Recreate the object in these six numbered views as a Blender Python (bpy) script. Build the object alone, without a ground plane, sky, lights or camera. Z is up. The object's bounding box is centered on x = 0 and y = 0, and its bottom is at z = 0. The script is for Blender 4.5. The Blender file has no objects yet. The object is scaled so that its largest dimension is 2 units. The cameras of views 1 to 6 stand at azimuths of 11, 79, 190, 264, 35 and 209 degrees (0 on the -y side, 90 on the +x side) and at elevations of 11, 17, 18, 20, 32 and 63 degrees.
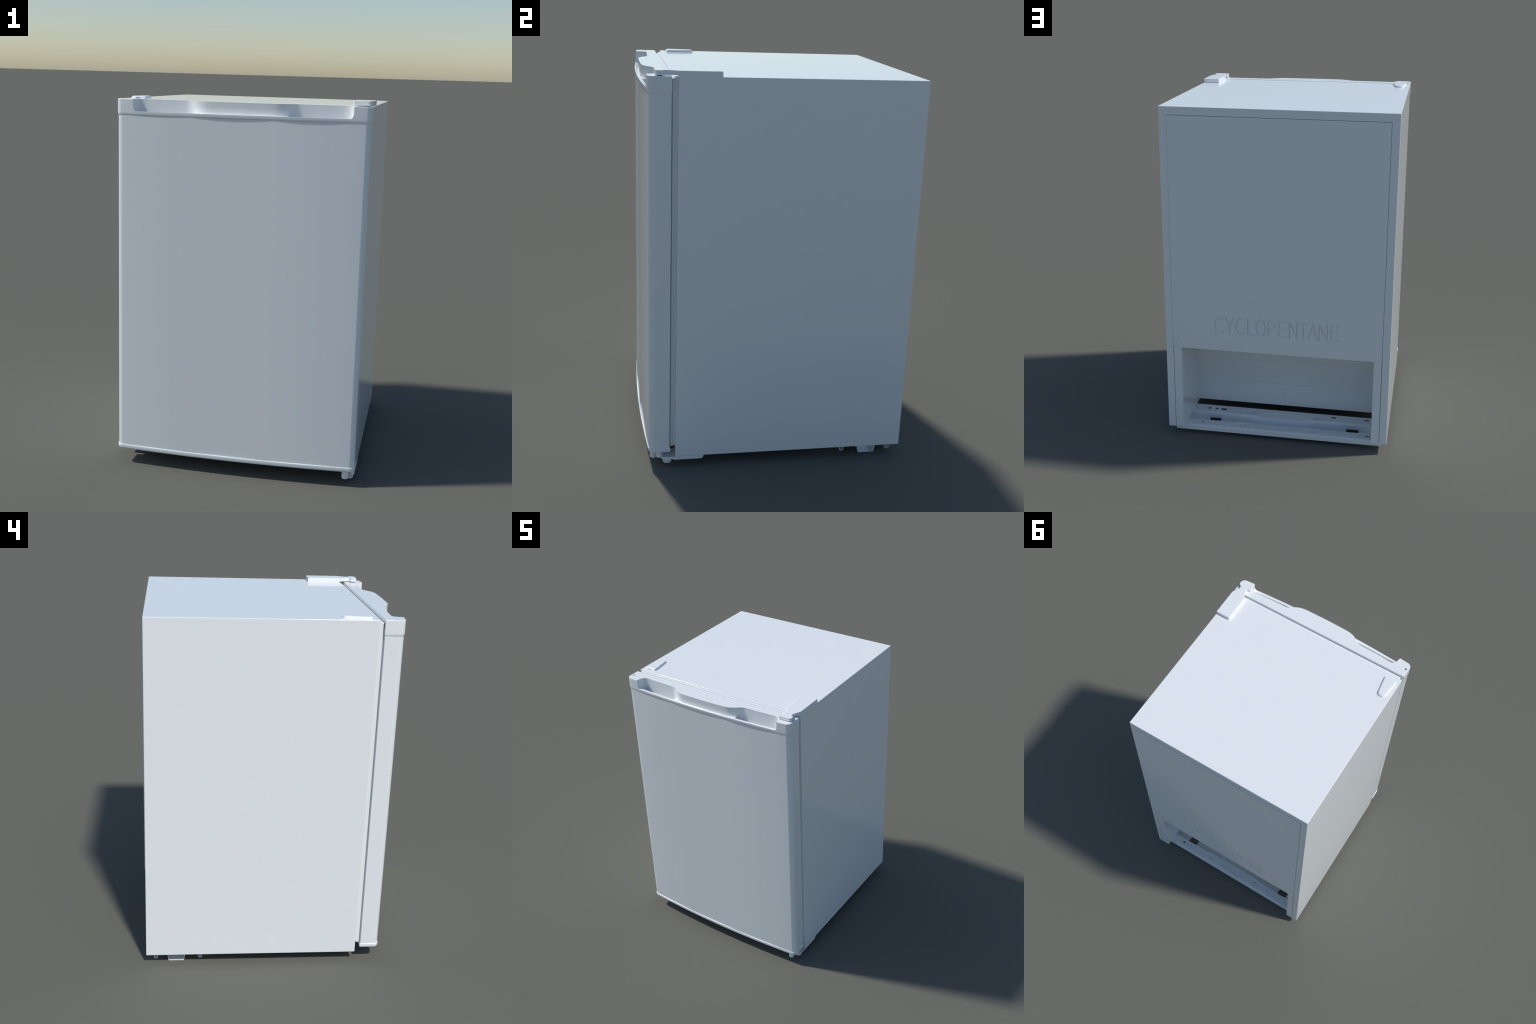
import bpy, bmesh, math
from mathutils import Vector, Matrix

# ------------------------------------------------------------------ helpers
COL = bpy.context.scene.collection


def link(ob, parent=None):
    COL.objects.link(ob)
    if parent is not None:
        ob.parent = parent
    return ob


def finish(ob, angle=32.0):
    """Smooth shading, edges sharper than `angle` kept crisp, large faces kept flat."""
    me = ob.data
    for name in ("custom_normal", "sharp_face", "sharp_edge"):
        if name in me.attributes:
            me.attributes.remove(me.attributes[name])
    for p in me.polygons:
        p.use_smooth = True
    me.set_sharp_from_angle(angle=math.radians(angle))
    m = ob.modifiers.new("flat", 'WEIGHTED_NORMAL')
    m.mode = 'FACE_AREA'
    m.weight = 100
    m.keep_sharp = True
    bake(ob)


def mesh_from_bm(bm, name):
    bmesh.ops.recalc_face_normals(bm, faces=bm.faces)
    me = bpy.data.meshes.new(name)
    bm.to_mesh(me)
    bm.free()
    return me


def bake(ob):
    """Replace the object's mesh by its evaluated one (modifiers applied)."""
    bpy.context.view_layer.update()
    dg = bpy.context.evaluated_depsgraph_get()
    me = bpy.data.meshes.new_from_object(ob.evaluated_get(dg))
    ob.modifiers.clear()
    old = ob.data
    ob.data = me
    me.name = ob.name
    if old.users == 0:
        bpy.data.meshes.remove(old)


def part(name, me, mat, parent, angle=32.0, bevel=0.0, segs=2, limit=35.0):
    me.name = name
    ob = link(bpy.data.objects.new(name, me), parent)
    if bevel > 0:
        m = ob.modifiers.new("edge", 'BEVEL')
        m.width = bevel
        m.segments = segs
        m.limit_method = 'ANGLE'
        m.angle_limit = math.radians(limit)
        bake(ob)
    me = ob.data
    me.materials.clear()
    me.materials.append(mat)
    finish(ob, angle)
    return ob


def cut(ob, cutters, op='DIFFERENCE'):
    """Exact boolean with a list of meshes, then the cutters are dropped."""
    tmp = []
    for i, me in enumerate(cutters):
        c = link(bpy.data.objects.new("cutter", me))
        tmp.append(c)
        m = ob.modifiers.new("cut%d" % i, 'BOOLEAN')
        m.operation = op
        m.solver = 'EXACT'
        m.object = c
    bake(ob)
    for c in tmp:
        me = c.data
        bpy.data.objects.remove(c)
        bpy.data.meshes.remove(me)


def box(x0, x1, y0, y1, z0, z1):
    bm = bmesh.new()
    bmesh.ops.create_cube(bm, size=1.0)
    for v in bm.verts:
        v.co = Vector((x0 + (v.co.x + .5) * (x1 - x0),
                       y0 + (v.co.y + .5) * (y1 - y0),
                       z0 + (v.co.z + .5) * (z1 - z0)))
    return mesh_from_bm(bm, "box")


def cylinder(cx, cy, r, z0, z1, n=32, r1=None):
    bm = bmesh.new()
    r1 = r if r1 is None else r1
    loft(bm, [[(cx + q * math.cos(2 * math.pi * i / n), cy + q * math.sin(2 * math.pi * i / n), z)
               for i in range(n)] for q, z in ((r, z0), (r1, z1))])
    return mesh_from_bm(bm, "cylinder")


def loft(bm, rings, caps=True):
    """Closed solid through a stack of equal-length rings."""
    vs = [[bm.verts.new(p) for p in r] for r in rings]
    n = len(vs[0])
    for a, b in zip(vs, vs[1:]):
        for i in range(n):
            j = (i + 1) % n
            bm.faces.new((a[i], a[j], b[j], b[i]))
    if caps:
        bm.faces.new(list(reversed(vs[0])))
        bm.faces.new(vs[-1])
    return vs


def ccw(poly):
    s = sum(a[0] * b[1] - b[0] * a[1] for a, b in zip(poly, poly[1:] + poly[:1]))
    return poly if s > 0 else list(reversed(poly))


def inset(poly, d):
    """Offset a counter-clockwise plan polygon inwards by d (mitred); d may be a list."""
    n = len(poly)
    out = []
    for i in range(n):
        p0, p1, p2 = (Vector(poly[k % n]) for k in (i - 1, i, i + 1))
        e0 = (p1 - p0).normalized()
        e1 = (p2 - p1).normalized()
        n0 = Vector((-e0.y, e0.x))
        n1 = Vector((-e1.y, e1.x))
        m = n0 + n1
        m = m / max(m.dot(m) / 2.0, 0.35)
        di = d[i] if isinstance(d, (list, tuple)) else d
        q = p1 + m * di
        out.append((q.x, q.y))
    return out


def prism(poly, levels):
    """Stack a plan polygon: levels = [(z, inset distance), ...]."""
    poly = ccw(poly)
    bm = bmesh.new()
    loft(bm, [[(x, y, z) for x, y in inset(poly, d)] for z, d in levels])
    return mesh_from_bm(bm, "prism")


def arc_pts(cx, cy, r, a0, a1, n):
    return [(cx + r * math.cos(math.radians(a0 + (a1 - a0) * i / n)),
             cy + r * math.sin(math.radians(a0 + (a1 - a0) * i / n))) for i in range(n + 1)]


def round_poly(pts, radii, n=5):
    """Round the corners of a plan polygon; radii per corner."""
    out = []
    k = len(pts)
    for i in range(k):
        p0, p1, p2 = (Vector(pts[j % k]) for j in (i - 1, i, i + 1))
        r = radii[i] if isinstance(radii, (list, tuple)) else radii
        a, b = (p0 - p1), (p2 - p1)
        t = min(r, a.length * .49, b.length * .49)
        if t < 1e-5:
            out.append((p1.x, p1.y))
            continue
        s, e = p1 + a.normalized() * t, p1 + b.normalized() * t
        for j in range(n + 1):
            u = j / n
            q = s * (1 - u) ** 2 + p1 * 2 * u * (1 - u) + e * u ** 2
            out.append((q.x, q.y))
    return out


def catmull(pts, sub=8):
    out = []
    n = len(pts)
    for i in range(n - 1):
        p = [Vector(pts[max(0, min(n - 1, k))]) for k in (i - 1, i, i + 1, i + 2)]
        for j in range(sub):
            t = j / sub
            q = 0.5 * (2 * p[1] + (p[2] - p[0]) * t + (2 * p[0] - 5 * p[1] + 4 * p[2] - p[3]) * t ** 2
                       + (3 * p[1] - p[0] - 3 * p[2] + p[3]) * t ** 3)
            out.append((q.x, q.y))
    out.append(tuple(pts[-1]))
    return out


# ---------------------------------------------------------------- materials
def paint(name, rgb, rough, spec=0.5, speck=0.0025, grain=0.0, scale=9.0):
    m = bpy.data.materials.new(name)
    m.use_nodes = True
    nt = m.node_tree
    bs = nt.nodes["Principled BSDF"]
    tc = nt.nodes.new("ShaderNodeTexCoord")
    nz = nt.nodes.new("ShaderNodeTexNoise")
    nz.inputs["Scale"].default_value = scale
    nz.inputs["Detail"].default_value = 4.0
    nt.links.new(tc.outputs["Object"], nz.inputs["Vector"])
    ramp = nt.nodes.new("ShaderNodeValToRGB")
    ramp.color_ramp.elements[0].position = 0.3
    ramp.color_ramp.elements[1].position = 0.7
    ramp.color_ramp.elements[0].color = tuple(c * (1 - speck) for c in rgb) + (1,)
    ramp.color_ramp.elements[1].color = tuple(min(1, c * (1 + speck)) for c in rgb) + (1,)
    nt.links.new(nz.outputs["Fac"], ramp.inputs["Fac"])
    nt.links.new(ramp.outputs["Color"], bs.inputs["Base Color"])
    mr = nt.nodes.new("ShaderNodeMapRange")
    mr.inputs["To Min"].default_value = rough - 0.005
    mr.inputs["To Max"].default_value = rough + 0.005
    nt.links.new(nz.outputs["Fac"], mr.inputs["Value"])
    nt.links.new(mr.outputs["Result"], bs.inputs["Roughness"])
    bs.inputs["Specular IOR Level"].default_value = spec
    if grain > 0:
        fine = nt.nodes.new("ShaderNodeTexNoise")
        fine.inputs["Scale"].default_value = 160.0
        nt.links.new(tc.outputs["Object"], fine.inputs["Vector"])
        bp = nt.nodes.new("ShaderNodeBump")
        bp.inputs["Strength"].default_value = grain
        bp.inputs["Distance"].default_value = 0.001
        nt.links.new(fine.outputs["Fac"], bp.inputs["Height"])
        nt.links.new(bp.outputs["Normal"], bs.inputs["Normal"])
    return m


WHITE = (0.845, 0.872, 0.885)
M_BODY = paint("white_enamel", WHITE, 0.10)
M_DOOR = paint("white_door_enamel", WHITE, 0.10)
M_PLASTIC = paint("white_plastic", WHITE, 0.11)
M_GASKET = paint("white_gasket_vinyl", WHITE, 0.25)
M_BACK = paint("white_back_sheet", WHITE, 0.12)
M_TRAY = paint("painted_steel_tray", WHITE, 0.14)
M_FOOT = paint("grey_foot_plastic", WHITE, 0.25)

# --------------------------------------------------------------- dimensions
XL, XR = -0.6525, 0.6475            # cabinet sides
YF, YB = -0.5155, 0.6745            # cabinet front and back
ZB, ZT = 0.056, 1.9750              # cabinet bottom and top

fridge = bpy.data.objects.new("refrigerator", None)
link(fridge)
fridge["label"] = "small white undercounter refrigerator with curved door and top handle recess"
fridge["category"] = "refrigerator"

# ------------------------------------------------------------------ cabinet
PX0, PX1 = -0.6082, 0.6035          # back panel sides
OX0, OX1 = -0.5623, 0.5555          # machine compartment sides
OZ = 0.575                          # machine compartment top edge


def wall_y(z):
    """Front wall of the machine compartment: upright below, leaning back above."""
    return 0.305 + 0.17 * max(0.0, z - 0.21) * min(1.0, max(0.0, z - 0.21) / 0.16 + 0.25)


def stand(poly, levels):
    """Prism built in (x, z), laid against the compartment wall (height = -y)."""
    me = prism(poly, levels)
    for v in me.vertices:
        v.co = Vector((v.co.x, wall_y(v.co.y) - v.co.z, v.co.y))
    bm = bmesh.new()
    bm.from_mesh(me)
    bmesh.ops.recalc_face_normals(bm, faces=bm.faces)
    bm.to_mesh(me)
    bm.free()
    return me


zs = [-0.05, 0.20] + [0.22 + 0.36 * i / 12 for i in range(12)] + [OZ + 0.004]
prof = [(wall_y(z), z) for z in zs] + [(0.80, zs[-1]), (0.80, zs[0])]
bm = bmesh.new()
loft(bm, [[(x, y, z) for y, z in prof] for x in (OX0, OX1)])
compartment = mesh_from_bm(bm, "compartment")
cab = part("cabinet", box(XL, XR, YF, YB, ZB, ZT), M_BODY, fridge, bevel=0.003, segs=3)
cut(cab, [
    compartment,
    box(PX0, PX1, YB - 0.020, 0.80, OZ + 0.0037, 1.929),       # seat of the back panel
    box(PX1 - 0.0012, PX1 + 0.0016, YB - 0.025, 0.80, -0.05, OZ + 0.0033),
    box(PX0 - 0.0016, PX0 + 0.0012, YB - 0.025, 0.80, -0.05, OZ + 0.0033),
] + [box(OX0, OX1, 0.25, 0.4, -0.05, 0.0625)] + [stand(round_poly([(-0.475, zc - .031), (0.472, zc - .031), (0.472, zc + .031), (-0.475, zc + .031)], 0.022, 6),
           [(-0.006, -0.006), (0.0045, 0.005)]) for zc in (0.336, 0.1765)])   # pressed grooves
finish(cab)

# --------------------------------------------------------------- back panel
PY = YB + 0.0040                    # outer face of the back panel
panel_me = box(PX0 + 0.0016, PX1 - 0.0016, YB - 0.0195, PY, OZ, 1.929 - 0.0018)
bm = bmesh.new()
bm.from_mesh(panel_me)
planes = [((0, 0, z), (0, 0, 1)) for z in (0.625, 0.66, 0.80, 1.2)]
planes += [((x, 0, 0), (1, 0, 0)) for x in (0.56, 0.375, 0.299, 0.2344, 0.170, 0.120, 0.0505, -0.007, -0.0705, -0.1303,
                                            -0.1835, -0.2432, -0.305, -0.38, -0.50)]
for co, no in planes:                 # cells, so each letter is cut out of a face of its own
    bmesh.ops.bisect_plane(bm, geom=bm.verts[:] + bm.edges[:] + bm.faces[:], plane_co=co, plane_no=no)
bm.to_mesh(panel_me)
bm.free()
panel = part("back_panel", panel_me, M_BACK, cab)
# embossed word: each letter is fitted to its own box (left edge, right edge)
LETTERS = [("C", .357, .301), ("Y", .297, .236), ("C", .2327, .176), ("L", .165, .124),
           ("O", .1163, .0555), ("P", .0456, -.0010), ("E", -.0144, -.0640), ("N", -.0770, -.1260),
           ("T", -.1330, -.1830), ("A", -.1842, -.2425), ("N", -.2465, -.2985), ("E", -.3115, -.3612)]
TZ0, TZ1 = 0.6815, 0.7825
cutters = []
for ch, xa, xb in LETTERS:
    cu = bpy.data.curves.new("letter", 'FONT')
    cu.body = ch
    cu.size = 0.14
    cu.offset = -0.0012
    cu.extrude = 0.0055
    cu.resolution_u = 5
    ob = link(bpy.data.objects.new("letter", cu))
    bpy.context.view_layer.update()
    dg = bpy.context.evaluated_depsgraph_get()
    me = bpy.data.meshes.new_from_object(ob.evaluated_get(dg))
    bpy.data.objects.remove(ob)
    bpy.data.curves.remove(cu)
    xs = [v.co.x for v in me.vertices]
    ys = [v.co.y for v in me.vertices]
    for v in me.vertices:
        u = (v.co.x - min(xs)) / (max(xs) - min(xs))
        w = (v.co.y - min(ys)) / (max(ys) - min(ys))
        over = 0.0015 if ch in "CO" else 0.0
        v.co = Vector((xa + (xb - xa) * u, PY + v.co.z,
                       TZ0 - over + (TZ1 - TZ0 + 2 * over) * w))
    bm = bmesh.new()
    bm.from_mesh(me)
    bmesh.ops.remove_doubles(bm, verts=bm.verts, dist=1e-6)
    bmesh.ops.recalc_face_normals(bm, faces=bm.faces)
    bm.to_mesh(me)
    bm.free()
    cutters.append(me)
cutters.append(cylinder(0.583, 0, 0.003, 0, 1, 12))
for v in cutters[-1].vertices:      # small screw hole, drilled along y
    v.co = Vector((v.co.x, PY - 0.010 + v.co.z * 0.03, 0.601 + v.co.y))
cutters[-1].flip_normals()
cutters.append(box(-0.4838, -0.4507, PY - 0.0012, PY + 0.01, OZ - 0.01, 0.5965))
cut(panel, cutters)
finish(panel, 25)

# ---------------------------------------------------------- compressor tray
# pressed steel sheet: a height field z(x, y), bent-down lips and a trough across
TX = 0.616
TY0, TY1 = 0.361, 0.630


def sstep(a, b, t):
    t = max(0.0, min(1.0, (t - a) / (b - a)))
    return t * t * (3 - 2 * t)


def tray_z(x, y):
    z = 0.0525
    mid = 1 - sstep(0.11, 0.30, abs(x))            # 1 in the middle of the tray
    e = (abs(x / 0.165) ** 3 + abs((y - 0.505) / 0.108) ** 3) ** (1 / 3)
    dish = 1 - sstep(0.80, 1.0, e)                 # shallow dish under the compressor
    z -= 0.006 * dish
    y0 = 0.4505 + 0.006 * mid                      # trough shoulders
    y1 = 0.5605 - 0.010 * mid
    depth = 0.0525 - 0.006 * dish - 0.005 * mid
    w = sstep(y0, y0 + 0.014 + 0.012 * mid, y) * (1 - sstep(y1 - 0.014 - 0.012 * mid, y1, y))
    z -= depth * w
    for cx, cy, s in ((0.198, 0.580, 1), (-0.207, 0.580, -1), (0.194, 0.415, 1), (-0.209, 0.415, -1)):
        d = math.hypot(x - cx, y - cy)
        lobe = math.hypot((x - cx - s * 0.034) / 1.3, y - cy)
        z -= 0.0045 * max(1 - sstep(0.024, 0.029, d), 1 - sstep(0.011, 0.016, lobe)) * (1 - w)
    return z


NX = 300
ys = [TY0 + 0.006 + (TY1 - TY0 - 0.012) * i / 130 for i in range(131)]
bm = bmesh.new()
grid = []
for i in range(NX + 1):
    x = -TX - 0.0027 + 2 * TX * i / NX
    row = []
    # front lip: curl, wall, then the field, then the rear lip
    zf, zr = tray_z(x, ys[0]), tray_z(x, ys[-1])
    lip0 = [(TY0 + .019, 0.040), (TY0 + .018, 0.021), (TY0 + .014, 0.0195), (TY0 + .009, 0.0180), (TY0 + .004, 0.0195),
            (TY0, 0.022), (TY0, zf - .006), (TY0 + .0018, zf - .0018)]
    lip1 = [(TY1 - .0018, zr - .0018), (TY1, zr - .006), (TY1, 0.022), (TY1 - .004, 0.0195), (TY1 - .009, 0.0180),
            (TY1 - .014, 0.0195), (TY1 - .018, 0.021), (TY1 - .019, 0.040)]
    prof = lip0 + [(y, tray_z(x, y)) for y in ys] + lip1
    grid.append([bm.verts.new((x, y, z)) for y, z in prof])
for a, b in zip(grid, grid[1:]):
    for j in range(len(a) - 1):
        bm.faces.new((a[j], b[j], b[j + 1], a[j + 1]))
tray_me = mesh_from_bm(bm, "compressor_tray")
if tray_me.polygons[len(tray_me.polygons) // 2].normal.z < 0:
    tray_me.flip_normals()
tray = link(bpy.data.objects.new("compressor_tray", tray_me), fridge)
sm = tray.modifiers.new("sheet", 'SOLIDIFY')
sm.thickness = 0.0025
sm.offset = -1
bake(tray)
holes = [cylinder(x, y, r, -0.02, 0.1, 14) for x, y, r in (
    (0.200, 0.5787, .0042), (-0.205, 0.5787, .0042), (0.196, 0.4150, .0042), (-0.209, 0.4150, .0042),
    (-0.326, 0.5876, .0042), (-0.403, 0.596, .003), (0.4638, 0.408, .0105), (0.4166, 0.408, .0105),
    (0.497, 0.594, .003), (0.421, 0.594, .003), (0.380, 0.600, .0025), (0.352, 0.600, .0025), (0.326, 0.600, .0025))]
holes += [box(a, b, c, d, -0.02, 0.1) for a, b, c, d in (
    (0.452, 0.468, 0.586, 0.598), (0.354, 0.389, 0.396, 0.420), (-0.5310, -0.503, 0.390, 0.407),
    (-0.3290, -0.3000, 0.390, 0.407), (-0.551, -0.522, 0.583, 0.600),
    (0.376, 0.447, 0.4592, 0.5620), (-0.474, -0.400, 0.4592, 0.5620))]
cut(tray, holes)
tray.data.materials.clear()
tray.data.materials.append(M_TRAY)
finish(tray, 40)

# --------------------------------------------------------------------- door
# plan of the door: straight back and sides, rounded corners, bowed front
DXL, DXR = -0.6492, 0.6492
DYB = -0.5465
BOW = 0.0255
YM = -0.6787                         # foremost point of the door


def front(x, y_mid=YM):
    return y_mid + BOW * (x / 0.62) ** 2


def door_plan(grow, y_mid, stations, yb):
    xl, xr = DXL - grow, DXR + grow
    r = 0.032
    pts = [(xr, yb)]
    yl, yr = front(xl + r, y_mid), front(xr - r, y_mid)
    tilt = 4.0
    right = arc_pts(xr - r, yr + r, r, 0, -90 + tilt, 7)
    left = arc_pts(xl + r, yl + r, r, -90 - tilt, -180, 7)
    pts += right
    pts += [(x, front(x, y_mid)) for x in reversed(stations)]
    pts += left
    pts += [(xl, yb)]
    return pts


fine = [-0.60 + 1.2 * i / 48 for i in range(49)]
# the sheet of the door is bent in a few wide facets, so the trim stands off it unevenly
coarse = [-0.575, -0.255, 0.165, 0.535]
door = part("door", prism(door_plan(0.0, YM + 0.0030, coarse, DYB), [(0.095, 0.0), (1.8970, 0.0)]), M_DOOR, fridge, angle=40)

cap = part("door_bottom_cap", prism(door_plan(0.003, YM, fine, -0.5415),
           [(0.0815, 0.010), (0.0826, 0.006), (0.0852, 0.003), (0.0890, 0.0008), (0.0930, 0.0),
            (0.1030, 0.0), (0.1060, 0.0006), (0.1075, 0.0016), (0.1080, 0.0035)]), M_PLASTIC, door, angle=50)

trim = part("door_handle_trim", prism(door_plan(0.0033, YM, fine, -0.5440),
            [(1.8925, 0.0055), (1.8940, 0.0030), (1.8970, 0.0015), (1.9020, 0.0006), (1.9080, 0.0),
             (1.9715, 0.0), (1.9737, 0.0007), (1.9750, 0.0022)]), M_PLASTIC, door, angle=40)

# hand recess: plan edge of the top plate, swept down into a scooped floor
EDGE = [(-0.585, -0.760), (-0.572, -0.700), (-0.5625, -0.660), (-0.5550, -0.626), (-0.5420, -0.604), (-0.5150, -0.5975), (-0.465, -0.6000),
        (-0.400, -0.6030), (-0.330, -0.6050), (-0.285, -0.6080), (-0.258, -0.6200), (-0.232, -0.6390), (-0.200, -0.6530), (-0.160, -0.6590),
        (-0.080, -0.6610), (0.0, -0.6620), (0.080, -0.6610), (0.155, -0.6590), (0.195, -0.6530), (0.226, -0.6400),
        (0.252, -0.6220), (0.280, -0.6085), (0.325, -0.6050), (0.400, -0.6030), (0.470, -0.6000), (0.515, -0.5990), (0.5400, -0.6060),
        (0.5530, -0.6270), (0.5625, -0.660), (0.572, -0.700), (0.585, -0.760)]
edge = catmull(EDGE, 8)
FLOOR = 1.9140
plan = ccw(edge)
depth = []
for x, y in plan:
    room = y - front(x)                           # distance from the wall to the lip
    depth.append(0.016 if abs(x) > 0.545 else (0.0 if abs(x) > 0.255 else 0.006))
for _ in range(3):                               # even the scoop out along the edge
    depth = [depth[0]] + [(a + 2 * b + c) / 4 for a, b, c in zip(depth, depth[1:], depth[2:])] + [depth[-1]]
bm = bmesh.new()
rings = []
lev = [(2.02, 0.0), (1.9750 + 0.002, 0.0)]
rings += [[(x, y, z) for x, y in plan] for z, d in lev]
for k in range(0, 11):
    th = math.radians(90 * k / 10)
    dd = [d * (1 - math.cos(th)) for d in depth]
    z = FLOOR + 0.034 * (1 - math.sin(th))
    rings.append([(x, y, z) for x, y in inset(plan, dd)])
loft(bm, rings)


def pocket(x0, x1, clear):
    """Deep finger pocket between the rear wall of the recess and the front lip."""
    back = sorted((p for p in plan if x0 < p[0] < x1 and abs(p[1]) < 0.628), key=lambda p: p[0])
    xs = [back[0][0] + (back[-1][0] - back[0][0]) * i / 24 for i in range(25)]
    poly = [(x, front(x) + 0.0162) for x in xs] + [(x, y + 0.0004) for x, y in reversed(back)]
    return prism(poly, [(FLOOR_LOW - clear, -clear), (2.02, -clear)])


FLOOR_LOW = 1.866
PK = [(-0.546, -0.250), (0.245, 0.546)]
xs = [-0.575 + 1.15 * i / 40 for i in range(41)]
liner = prism([(x, front(x) + 0.0065) for x in xs] + [(0.575, -0.565), (-0.575, -0.565)], [(1.858, 0.0), (1.900, 0.0)])
cut(trim, [liner], 'UNION')           # the tub of the pockets hangs down inside the door
cut(door, [box(-0.57, 0.57, -0.652, -0.570, 1.861, 1.95)])
finish(door, 40)
cut(trim, [mesh_from_bm(bm, "recess")] + [pocket(a, b, 0.0) for a, b in PK] + [cylinder(-0.6325, -0.6020, 0.0085, 1.955, 2.0, 20)])
bv = trim.modifiers.new("edge", 'BEVEL')
bv.width = 0.0012
bv.segments = 2
bv.limit_method = 'ANGLE'
bv.angle_limit = math.radians(50)
bake(trim)
finish(trim, 38)

# door seal: two soft beads all round between door and cabinet
seal = part("door_seal", box(-0.632, 0.627, -0.5408, -0.5265, 0.1055, 1.9594), M_GASKET, door, bevel=0.0040, segs=4, angle=60)
part("seal_base", box(-0.6345, 0.6300, -0.5285, YF + 0.002, 0.112, 1.9670), M_GASKET, door, bevel=0.002, segs=2)
part("seal_web", box(-0.627, 0.613, -0.552, -0.535, 0.110, 1.925), M_GASKET, door)

# pivot bosses under the door
b1 = cylinder(0.601, -0.624, 0.019, 0.036, 0.090, 32)
part("pivot_boss", b1, M_PLASTIC, door, bevel=0.009, segs=4, angle=50)
b2 = cylinder(0.632, -0.597, 0.0155, 0.052, 0.090, 28)
part("pivot_boss", b2, M_PLASTIC, door, bevel=0.005, segs=3, angle=50)

# -------------------------------------------------------------- upper hinge
HP = [(0.5480, -0.3130), (0.6450, -0.3130), (0.6450, -0.5080), (0.6210, -0.5560), (0.6205, -0.5760),
      (0.6410, -0.5860), (0.6410, -0.6200), (0.5500, -0.6200), (0.5500, -0.5850), (0.5720, -0.5760),
      (0.5730, -0.5580), (0.5480, -0.5050)]
HR = [.002, .002, .006, .004, .004, .012, .016, .012, .006, .004, .004, .006]
hp = round_poly(HP, HR, 4)
hinge = part("hinge_cover", prism(hp, [(1.9790, 0.0), (1.9988, 0.0), (2.0, 0.0012)]), M_PLASTIC, fridge, angle=40)
skirt = round_poly([(0.5480, -0.3132), (0.6449, -0.3132), (0.6449, -0.5070), (0.640, -0.5140), (0.553, -0.5140), (0.5480, -0.5070)], .002, 2)
part("hinge_cover_skirt", prism(skirt, [(ZT - 0.003, 0.0), (1.9795, 0.0)]), M_PLASTIC, hinge)
part("hinge_pin", cylinder(0.597, -0.598, 0.012, 1.955, 1.981, 24), M_PLASTIC, hinge)
part("hinge_pin_washer", prism(round_poly([(.618, -.568), (.646, -.568), (.646, -.551), (.618, -.551)], .008, 4),
     [(1.970, 0), (1.9765, 0), (1.9775, .001)]), M_PLASTIC, hinge)

# blanking cover on the other front corner
CP = round_poly([(-0.5420, -0.4850), (-0.6350, -0.4860), (-0.6180, -0.3290), (-0.5640, -0.3290)], [.020, .026, .026, .026], 6)
cover = part("hinge_hole_cover", prism(CP, [(ZT - 0.002, 0.0), (ZT + 0.002, 0.0), (1.9835, 0.004), (1.9858, 0.006), (1.9870, 0.010)]),
     M_PLASTIC, fridge, angle=60)

cut(cover, [box(-0.603, -0.582, -0.50, -0.465, ZT + 0.0006, ZT + 0.0040)])     # pry slot
finish(cover, 60)

# -------------------------------------------------------------- lower hinge
low = part("lower_hinge", prism(round_poly([(0.560, -0.372), (0.6460, -0.372), (0.6460, -0.522), (0.6430, -0.575),
           (0.630, -0.592), (0.585, -0.592), (0.560, -0.522)], [.004, .004, .004, .012, .014, .014, .004], 4),
           [(0.0500, 0.0), (0.0558, 0.0)]), M_TRAY, fridge)
flange = prism([(-0.370, 0.0558), (-0.374, 0.042), (-0.384, 0.0370), (-0.522, 0.0370), (-0.527, 0.0415),
                (-0.576, 0.0395), (-0.586, 0.0480), (-0.588, 0.0558)], [(0.6405, 0), (0.6465, 0)])
for v in flange.vertices:
    v.co = Vector((v.co.z, v.co.x, v.co.y))
part("hinge_flange", flange, M_TRAY, low, bevel=0.001)

# levelling foot: knurled wheel with a smooth rim
n = 72
bm = bmesh.new()
loft(bm, [[(0.6165 + r * (1 + k * (0.5 - (i // 2) % 2)) * math.cos(2 * math.pi * i / n),
            -0.5555 + r * (1 + k * (0.5 - (i // 2) % 2)) * math.sin(2 * math.pi * i / n), z) for i in range(n)]
          for r, k, z in ((.0150, 0, 0.0135), (.0195, 0, .0147), (.0218, 0, .0177), (.0218, 0, .0200), (.0212, .10, .0210),
                          (.0212, .10, .034), (.0205, 0, .036), (.0205, 0, .050))])
part("levelling_foot", mesh_from_bm(bm, "levelling_foot"), M_FOOT, fridge, angle=35)
